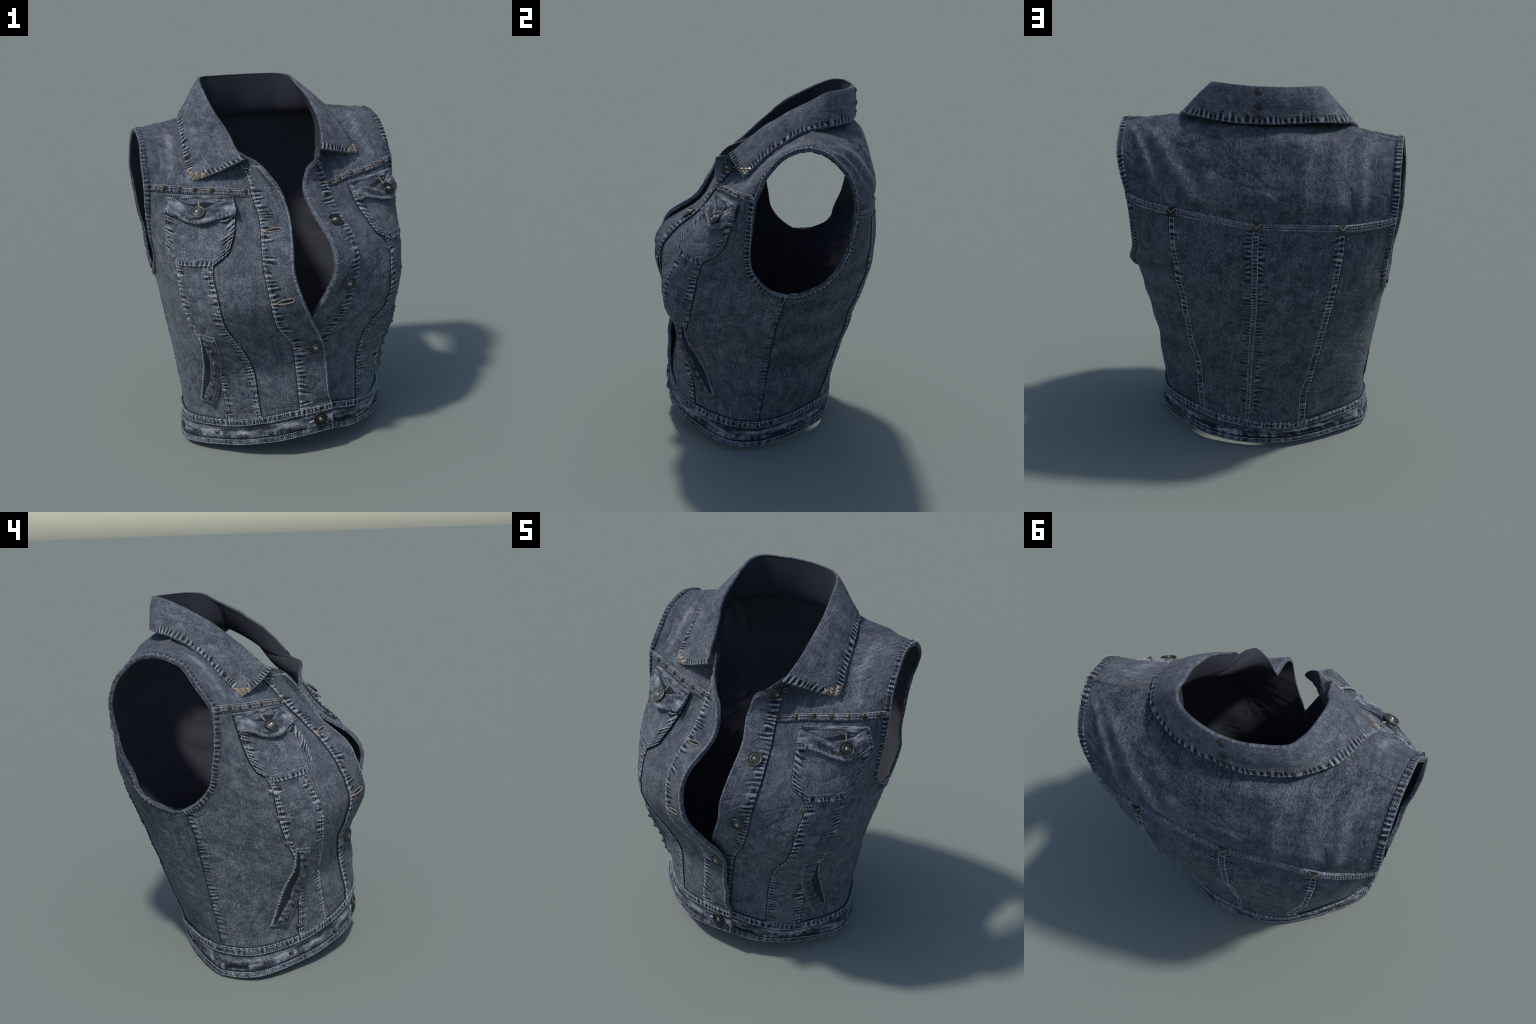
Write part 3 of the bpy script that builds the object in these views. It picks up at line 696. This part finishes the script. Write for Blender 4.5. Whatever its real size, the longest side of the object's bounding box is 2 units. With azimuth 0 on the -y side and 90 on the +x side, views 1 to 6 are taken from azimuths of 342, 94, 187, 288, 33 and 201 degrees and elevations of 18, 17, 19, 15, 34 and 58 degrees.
    for i, bb in enumerate((.83, .67, .49, .30, .11)):
        P, N = we.at([.5], [bb]); place('cone_stud', ME_CONE if i % 2 == 0 or key == 'R' else ME_CONE2, P[0], N[0], (0, 0, 1), we.ob, .95, -.001, rng.random() * 6)
    # --- yoke strap with four stitch rows and cone studs
    v0 = .0
    yv = lambda u: 1.45 + 0 * u
    ev = uvmap(pan, lambda a, b: .158 + b * (1.028 - .158), lambda a, b: 1.45 - .021 + .042 * a)
    yk = sheet('yoke_strap', ev, 14, 150, .0095, lambda d0, d1, s, e0, e1: fine(111, .0016)(d0, d1, s, e0, e1) + .0010 * np.cos(d0 / (d0 + d1) * 6 * np.pi) + .0004 + .5 * puckers(110 + so, .02, .003, .05)(d0, s), 'LRBT', None, [M_TRIM], bd, origin=(2, so), crease='L')
    for aa, m in ((.10, M_PALE), (.36, M_TAN), (.64, M_PALE), (.90, M_PALE)): row(yk, ('stitching', m, yk.ob), aa, lambda t: t, 200, seed=int(aa * 100), rad=.0022)
    for p in [(.235, -.228, 1.44), (.32, -.20, 1.456), (.405, -.165, 1.455), (.488, -.128, 1.46), (.566, -.10, 1.475), (.64, -.075, 1.485), (.716, -.04, 1.508)]:
        q = lo(p); P, N = pan.pn(q[:1], np.array([1.452])); place('cone_stud', ME_CONE, P[0], N[0], (0, 0, 1), yk.ob, .9 + .15 * rng.random(), .0085, rng.random() * 6, rng.normal() * .12)

# ------------------------------------------------------------------ armhole bindings (front and back halves of each opening)
def arm_strip(panel, side, vmin, vmax, width=.036):
    """a band of constant width lying on the cloth beside the armhole edge"""
    ue = panel.uk[-1] if side > 0 else panel.uk[0]
    vs = np.linspace(vmin, vmax, 500); es = np.full(500, ue)
    E = panel.pn(es, vs)[0]; N = panel.nrm(es - side * .05, vs)
    N = np.stack([np.convolve(np.pad(N[:, k], 20, mode='edge'), np.ones(41) / 41, 'valid') for k in range(3)], 1)
    T = np.gradient(E, axis=0); T /= np.linalg.norm(T, axis=1)[:, None]
    N -= T * (N * T).sum(1)[:, None]; N /= np.linalg.norm(N, axis=1)[:, None]
    I = np.cross(N, T); C = np.array([E[:, 0].mean(), .24, 1.36]); I *= np.sign(((E - C) * I).sum(1))[:, None]
    E = np.concatenate([E[:1] - T[:1] * .006, E, E[-1:] + T[-1:] * .006])      # let the two halves overlap a little
    N, I = (np.concatenate([Q[:1], Q, Q[-1:]]) for Q in (N, I))
    L = np.r_[0, np.cumsum(np.linalg.norm(np.diff(E, axis=0), axis=1))]; L /= L[-1]
    def ev(a, b):
        g = lambda Q: np.stack([np.interp(b, L, Q[:, k]) for k in range(3)], 1)
        e, n, i = g(E), g(N), g(I); d = ((1 - a) * width)[:, None]
        return e + i * (d - .002) - n * d * d * .8, n
    return ev
for k, (panel, side, nm) in enumerate(((right, 1, 'R'), (left, 1, 'L'), (back, -1, 'B'), (back, 1, 'B'))):
    rel = puckers(120 + 4 * k, .022, .0038, .2, .002)
    ab = sheet('armhole_binding', arm_strip(panel, side, .9505, panel.vk[-1]), 14, 260, .008, lambda d0, d1, s, e0, e1: (rel(d0 + .004, s) * .35 + .001, rel(d0 + .004, s) * smooth(d1, .002, .008) - .0006), 'LRBT', None, [M_TRIM], body[nm].ob, origin=(k, 1))
    row(ab, ('stitching', M_BLACKTHREAD, ab.ob), .22, lambda t: t, 260, seed=k); row(ab, ('stitching', M_PALE, ab.ob), .80, lambda t: t, 260, seed=k + 9)

# ------------------------------------------------------------------ back trim
ev = uvmap(back, lambda a, b: -.401 + .802 * a, lambda a, b: .155 + b * (1.375 - .155))
q0, q1 = puckers(140, .024, .0036, .058, .004, (.8, .4)), puckers(144, .024, .0036, .058, .004, (.8, .4))
cb = sheet('back_center_panel', ev, 150, 240, .0065, lambda d0, d1, s, e0, e1: q0(d0, s) + q1(d1, s) + fine(141)(d0, d1, s, e0, e1) + .8 * puckers(146, .024, .0034, .055)(np.abs(d0 - d1) / 2 - .014, s), 'LR', None, [M_BACK], body['B'].ob, origin=(3, 1), crease='LR')
kb = ('stitching', M_PALE, cb.ob)
for sd in 'LR':
    row(cb, kb, lambda y: cb.inset(.010, y, sd), lambda t: t, 260, seed=21)
    row(cb, kb, lambda y: cb.inset(.036, y, sd), lambda t: t, 260, seed=22)
ev = uvmap(back, lambda a, b: -.016 + .032 * a, lambda a, b: .155 + b * (1.375 - .155), .0065)
cs = sheet('back_center_seam', ev, 12, 260, .005, lambda d0, d1, s, e0, e1: puckers(150, .018, .0026, .2)(d0 + .004, s), 'LR', None, [M_BACK], cb.ob, origin=(5, 1))
for aa in (.10, .90): row(cs, ('stitching', M_PALE, cs.ob), aa, lambda t: t, 260, seed=int(aa * 10))
ev = uvmap(back, lambda a, b: -.83 + 1.66 * b, lambda a, b: 1.37 - .023 + .046 * a)
by = sheet('back_yoke_band', ev, 16, 300, .0115, lambda d0, d1, s, e0, e1: fine(155, .0016)(d0, d1, s, e0, e1) + .0010 * np.cos(d0 / (d0 + d1) * 6 * np.pi) + .0004 + .5 * puckers(157, .02, .003, .05)(d1, s), 'LRBT', None, [M_BACK], body['B'].ob, origin=(6, 0), crease='L')
for aa, m in ((.10, M_PALE), (.36, M_PALE), (.64, M_TAN), (.90, M_PALE)): row(by, ('stitching', m, by.ob), aa, lambda t: t, 330, seed=int(aa * 100), rad=.0022)
for u in (-.38, 0, .38):
    P, N = by.at([.48], [(u + .83) / 1.66]); place('stud', ME_STUDB, P[0], N[0], (0, 0, 1), by.ob, 1, .001)
for p in [(-.048, .655, 1.199), (-.052, .651, 1.063), (-.052, .629, .939), (-.04, .579, .799), (-.029, .535, .664), (-.021, .506, .544), (-.013, .471, .407), (-.008, .439, .271),
          (.37, .625, 1.219), (.349, .621, 1.08), (.325, .601, .947), (.315, .548, .796), (.296, .504, .657), (.271, .473, .537), (.265, .446, .428), (.264, .412, .295),
          (-.461, .625, 1.221), (-.444, .622, 1.086), (-.416, .591, .924), (-.389, .542, .778), (-.364, .499, .635), (-.341, .465, .514), (-.323, .438, .396), (-.299, .41, .283)]:
    P, N = on(back, p); place('stud', ME_STUD, P, N, (0, 0, 1), cb.ob, .95 + .1 * rng.random(), .0048, rng.normal() * .08)

# shoulder seams: short olive stitch rows where the fronts meet the back
for pan in (right, left):
    for vv in (1.945, 1.92):
        u = np.linspace(.12, .95, 80); P, N = pan.pn(u, np.full(80, vv)); stitches(('stitching', M_OLIVE, body['B'].ob), P, N, lift=.0004, rad=.0020, seed=30)

# ------------------------------------------------------------------ waistband: one strip round all three panels
WB = [(-.0, 'R')]
def band_ev(lo, hi, lift=0.0):
    # b: 0 at the right front edge, round the back, to the left front edge
    n = 400; parts = []
    for pan, us in ((right, np.linspace(-.0, 1.03, n)), (back, np.linspace(-.83, .83, n)), (left, np.linspace(1.03, 0, n))):
        P = pan.raw(us, np.full(n, .09)); parts.append((pan, us, np.r_[0, np.cumsum(np.linalg.norm(np.diff(P, axis=0), axis=1))]))
    tot = np.cumsum([0] + [p[2][-1] for p in parts])
    def ev(a, b):
        s = b * tot[-1]; P = np.zeros((len(a), 3)); N = np.zeros((len(a), 3))
        for k, (pan, us, cl) in enumerate(parts):
            m = (s >= tot[k]) & ((s < tot[k + 1]) | (k == 2))
            if m.any():
                u = np.interp(s[m] - tot[k], cl, us); P[m], N[m] = pan.pn(u, np.clip(lo + (hi - lo) * a[m], 0, None))
        return P + N * lift, N
    return ev, tot
ev, tot = band_ev(-.0, .165)
b1, b2 = puckers(160, .026, .0036, .046, .008, (.85, .3)), puckers(164, .045, .0030, .05)
def band_rel(d0, d1, s, e0, e1):
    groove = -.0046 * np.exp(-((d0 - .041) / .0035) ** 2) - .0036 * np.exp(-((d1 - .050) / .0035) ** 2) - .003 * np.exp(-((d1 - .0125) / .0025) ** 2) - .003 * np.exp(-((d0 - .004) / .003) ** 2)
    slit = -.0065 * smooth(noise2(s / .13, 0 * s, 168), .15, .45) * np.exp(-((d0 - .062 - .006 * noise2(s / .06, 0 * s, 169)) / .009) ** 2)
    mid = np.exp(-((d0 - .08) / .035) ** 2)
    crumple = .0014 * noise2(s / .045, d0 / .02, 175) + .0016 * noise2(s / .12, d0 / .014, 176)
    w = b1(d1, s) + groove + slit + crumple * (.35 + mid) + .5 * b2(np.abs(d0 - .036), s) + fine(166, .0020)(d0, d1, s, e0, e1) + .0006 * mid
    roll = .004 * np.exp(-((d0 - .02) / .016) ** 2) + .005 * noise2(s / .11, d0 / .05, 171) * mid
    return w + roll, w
wb = sheet('waistband', ev, 40, 720, .013, band_rel, 'LRBT', None, [M_BAND], ROOT, origin=(0, 0), crease='R', cw=.0026)
for d, m, sd in ((.008, M_PALE, 'R'), (.017, M_PALE, 'R'), (.044, M_PALE, 'R'), (.034, M_PALE, 'L'), (.010, M_PALE, 'L')):
    row(wb, ('stitching', m, wb.ob), lambda y: wb.inset(d, y, sd), lambda t: t, 700, seed=int(d * 1000))
T = wb.T.reshape(-1, 3)
def on_band(p):
    # nearest point of the band's face
    d = ((wb.T - np.array(p)) ** 2).sum(2); j, i = np.unravel_index(np.argmin(d), d.shape); return wb.T[j, i], wb.N[j, i]
for p in [(-.098, -.55, .181), (-.242, -.508, .15), (-.372, -.431, .129), (-.501, -.331, .122), (-.609, -.225, .108), (-.652, -.078, .097), (-.593, .048, .098), (-.509, .171, .105), (-.401, .267, .098),
          (-.275, .352, .10), (-.142, .412, .095), (.002, .43, .099), (.141, .418, .103), (.273, .368, .107), (.385, .289, .103), (.488, .185, .098), (.566, .061, .096), (.602, -.072, .102), (.557, -.196, .107), (.476, -.303, .111), (.375, -.408, .135), (.265, -.492, .160)]:
    P, N = on_band(p); place('stud', ME_STUD, P, N, (0, 0, 1), wb.ob, .97 + .1 * rng.random(), .0, rng.normal() * .1)

# ------------------------------------------------------------------ buttons and buttonholes on the plackets
def near(sh, p):
    d = ((sh.T - np.array(p)) ** 2).sum(2); j, i = np.unravel_index(np.argmin(d), d.shape); return sh.T[j, i], sh.N[j, i]
for p, par in (((.19, -.169, 1.547), body['PL']), ((.208, -.402, 1.284), body['PL']), ((.203, -.59, .966), body['PL']), ((.023, -.525, .625), body['PR']), ((.031, -.555, .207), wb)):
    P, N = near(par, p); place('button', ME_BUTTON, P, N, (0, 0, 1), par.ob, 1.0 if p[2] < 1.5 else .92, .004)
PRp = body['PR']
def buttonhole(p0, p1, wid, par, mat=M_TAN):
    p0, p1 = np.array(p0), np.array(p1); _, n = near(par, (p0 + p1) / 2)
    d = p1 - p0; up = np.cross(n, d); up /= np.linalg.norm(up)
    t = np.linspace(0, 1, 60); ang = t * 2 * np.pi
    x = .62 - .38 * np.cos(ang); w = np.sin(ang) * (.55 + .45 * (x - .24) / .76)
    loop = [near(par, p0 + d * xx + up * ww * wid)[0] * .0 + p0 + d * xx + up * ww * wid for xx, ww in zip(x, w)]
    out = []
    for q in loop:
        P, N = near(par, q); q = q - N * np.dot(q - P, N) + N * .002; out.append(q)
    tube('buttonhole', out, .0031, mat, par.ob)
    tail = [p0 + d * xx for xx in np.linspace(0, .26, 12)]
    tail = [q - near(par, q)[1] * np.dot(q - near(par, q)[0], near(par, q)[1]) + near(par, q)[1] * .002 for q in tail]
    tube('buttonhole', tail, .0042, mat, par.ob)
    slit = [p0 + d * xx for xx in np.linspace(.30, .94, 14)]
    slit = [q - near(par, q)[1] * np.dot(q - near(par, q)[0], near(par, q)[1]) + near(par, q)[1] * .0008 for q in slit]
    tube('buttonhole_slit', slit, .0038, M_DARK, par.ob)
buttonhole((-.229, -.414, 1.263), (-.110, -.431, 1.268), .013, PRp)
buttonhole((-.245, -.601, .934), (-.130, -.642, .958), .014, PRp)
buttonhole((-.078, -.508, .612), (.045, -.53, .635), .017, PRp)
buttonhole((-.035, -.553, .195), (.055, -.553, .207), .012, wb, M_PALE)
buttonhole((-.190, -.14, 1.555), (-.150, -.17, 1.565), .010, PRp, M_PALE)

# ------------------------------------------------------------------ collar: stand and turned-down fall
RIM = [(-.215, -.185, 1.612), (-.238, -.125, 1.65), (-.262, -.02, 1.75), (-.297, .078, 1.836), (-.308, .226, 1.923), (-.297, .375, 1.99), (-.255, .445, 1.997), (-.13, .486, 1.992), (-.01, .493, 1.989),
       (.11, .468, 1.988), (.20, .42, 1.985), (.24, .36, 1.975), (.263, .25, 1.917), (.28, .131, 1.853), (.277, .024, 1.784), (.262, -.075, 1.704), (.222, -.165, 1.618)]
LOW = [(-.493, -.098, 1.512), (-.512, -.055, 1.558), (-.508, .026, 1.643), (-.496, .114, 1.732), (-.468, .27, 1.806), (-.405, .38, 1.821), (-.30, .465, 1.828), (-.15, .515, 1.82), (-.02, .519, 1.812),
       (.13, .50, 1.807), (.25, .465, 1.814), (.36, .385, 1.812), (.432, .25, 1.79), (.468, .135, 1.73), (.484, .045, 1.659), (.496, -.01, 1.60), (.498, -.055, 1.549)]
ST = np.array([0, .10, .20, .30, .42, .55, .64, .74, .85, .96, 1.06, 1.15, 1.28, 1.40, 1.50, 1.60, 1.70]); ST = ST / ST[-1]
RIM, LOW = np.array(RIM), np.array(LOW)
def neck_base(s):
    n = 120
    P = np.concatenate([right.raw(np.zeros(n), np.linspace(1.69, 1.96, n)), back.raw(np.linspace(-.38, .38, n), np.full(n, 1.95)), left.raw(np.zeros(n), np.linspace(1.96, 1.69, n))])
    P = P + (np.array([0, .15, 0]) - P) * [.05, .05, 0] - [0, 0, .014]      # tuck the stand inside the neckline
    d = np.r_[0, np.cumsum(np.linalg.norm(np.diff(P, axis=0), axis=1))]; d /= d[-1]
    return np.stack([np.interp(s, d, P[:, k]) for k in range(3)], 1)
def fall_raw(a, b):      # a: 0 rim, 1 lower edge; b along the neck
    r, l = spline(ST, RIM, b), spline(ST, LOW, b)
    sag = np.exp(-(b / .035) ** 2) * np.sin(np.pi * a) * .018 + np.exp(-((1 - b) / .035) ** 2) * np.sin(np.pi * a) * .006
    p = r + (l - r) * a[:, None]; p[:, 2] -= sag
    return p
def with_normals(f, ref):
    def ev(a, b):
        e = 2e-3; a0, a1, b0, b1 = np.clip(a - e, 0, 1), np.clip(a + e, 0, 1), np.clip(b - e, 0, 1), np.clip(b + e, 0, 1)
        n = np.cross(f(a1, b) - f(a0, b), f(a, b1) - f(a, b0)); n /= np.linalg.norm(n, axis=1)[:, None] + 1e-12
        p = f(a, b); n *= np.sign((n * (p - np.array(ref))).sum(1))[:, None]
        return p, n
    return ev
fall_flat = with_normals(fall_raw, (0, .12, 1.55))
def fall_ev(a, b):
    p, n = fall_flat(a, b)
    bulge = .008 * np.sin(np.pi * a ** .8) + .004 * noise2(b * 22, a * 2, 180) * a - .007 * smooth(a, .3, 1)
    return p + n * bulge[:, None], n
c1, c2, c3 = puckers(181, .027, .0036, .056, .006, (.85, .3)), puckers(184, .025, .0034, .050, .006, (.85, .3)), puckers(187, .025, .0034, .050, .006, (.85, .3))
def coll_rel(d0, d1, s, e0, e1):
    w = c1(d1, s) + c2(e0, d0) + c3(e1, d0) + fine(185, .0012)(d0, d1, s, e0, e1)
    return w + .003 * noise2(d0 / .09, s / .07, 189), w + .0003 * noise2(d0 / .09, s / .07, 189)
co = sheet('collar', fall_ev, 70, 430, .009, coll_rel, 'LRBT', .004, [M_COLL, M_TRIM], ROOT)
kc, kt = ('stitching', M_PALE, co.ob), ('stitching', M_TAN, co.ob)
row(co, kc, lambda y: co.inset(.008, y, 'R'), lambda t: .006 + t * .988, 420, seed=40)
row(co, kt, lambda y: co.inset(.040, y, 'R'), lambda t: .022 + t * .956, 420, seed=41)
for bb, m in ((.0045, kc), (.021, kt), (.9955, kc), (.979, kt)): row(co, m, lambda t: .12 + .85 * t, bb, 80, seed=42)
def under_neck(s):
    """a line on the inside of the panels, a hand's breadth below the neck seam"""
    n = 120; vs = np.linspace(1.69, 1.96, n); o = np.full(n, .10)
    w = smooth(vs, 1.69, 1.80) * .09 + .01
    q = [right.pn(w, vs), back.pn(np.linspace(-.38, .38, n), np.full(n, 1.84)), left.pn(w[::-1], vs[::-1])]
    P = np.concatenate([p - nn * .0135 for p, nn in q])
    d = np.r_[0, np.cumsum(np.linalg.norm(np.diff(P, axis=0), axis=1))]; d /= d[-1]
    return np.stack([np.interp(s, d, P[:, k]) for k in range(3)], 1)
def stand_raw(a, b):
    A = a[:, None]
    D, B, R = under_neck(b), neck_base(b), spline(ST, RIM, b)
    return D * (1 - A) ** 2 + (2 * B - .5 * D - .5 * R) * 2 * A * (1 - A) + R * A ** 2      # passes through B at a = 1/2
stand = with_normals(stand_raw, (0, .12, 1.8))
def stand_ev(a, b):
    p, n = stand(a, b); n = np.where((n * (p - np.array([0, .15, 0]))[:, :] * [1, 1, 0]).sum(1)[:, None] < 0, -n, n); return p, n
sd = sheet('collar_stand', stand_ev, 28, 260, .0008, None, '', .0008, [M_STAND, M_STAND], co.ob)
# pyramid studs clustered at the collar points
for end in (0, 1):
    for i, j in ((0, 0), (1, 0), (2, 0), (0, 1), (1, 1), (0, 2)):
        d_low, d_front = .020 + .0275 * i, .022 + .0275 * j
        bb = d_front / co.L * 1.03
        bq = np.array([bb if end == 0 else 1 - bb]); aq = co.inset(d_low, bq, 'R')
        P, N = co.at(aq, bq); Pu, _ = co.at(aq - .05, bq)
        place('stud', ME_STUDC, P[0], N[0], Pu[0] - P[0], co.ob, 1, .0005, rng.normal() * .03)
for p in ((-.011, .501, 1.963), (-.021, .512, 1.897), (-.026, .52, 1.845)):
    P, N = near(co, p); place('cone_stud', ME_CONE2, P, N, (0, 0, 1), co.ob, 1.1, .0, rng.random())

build_threads()
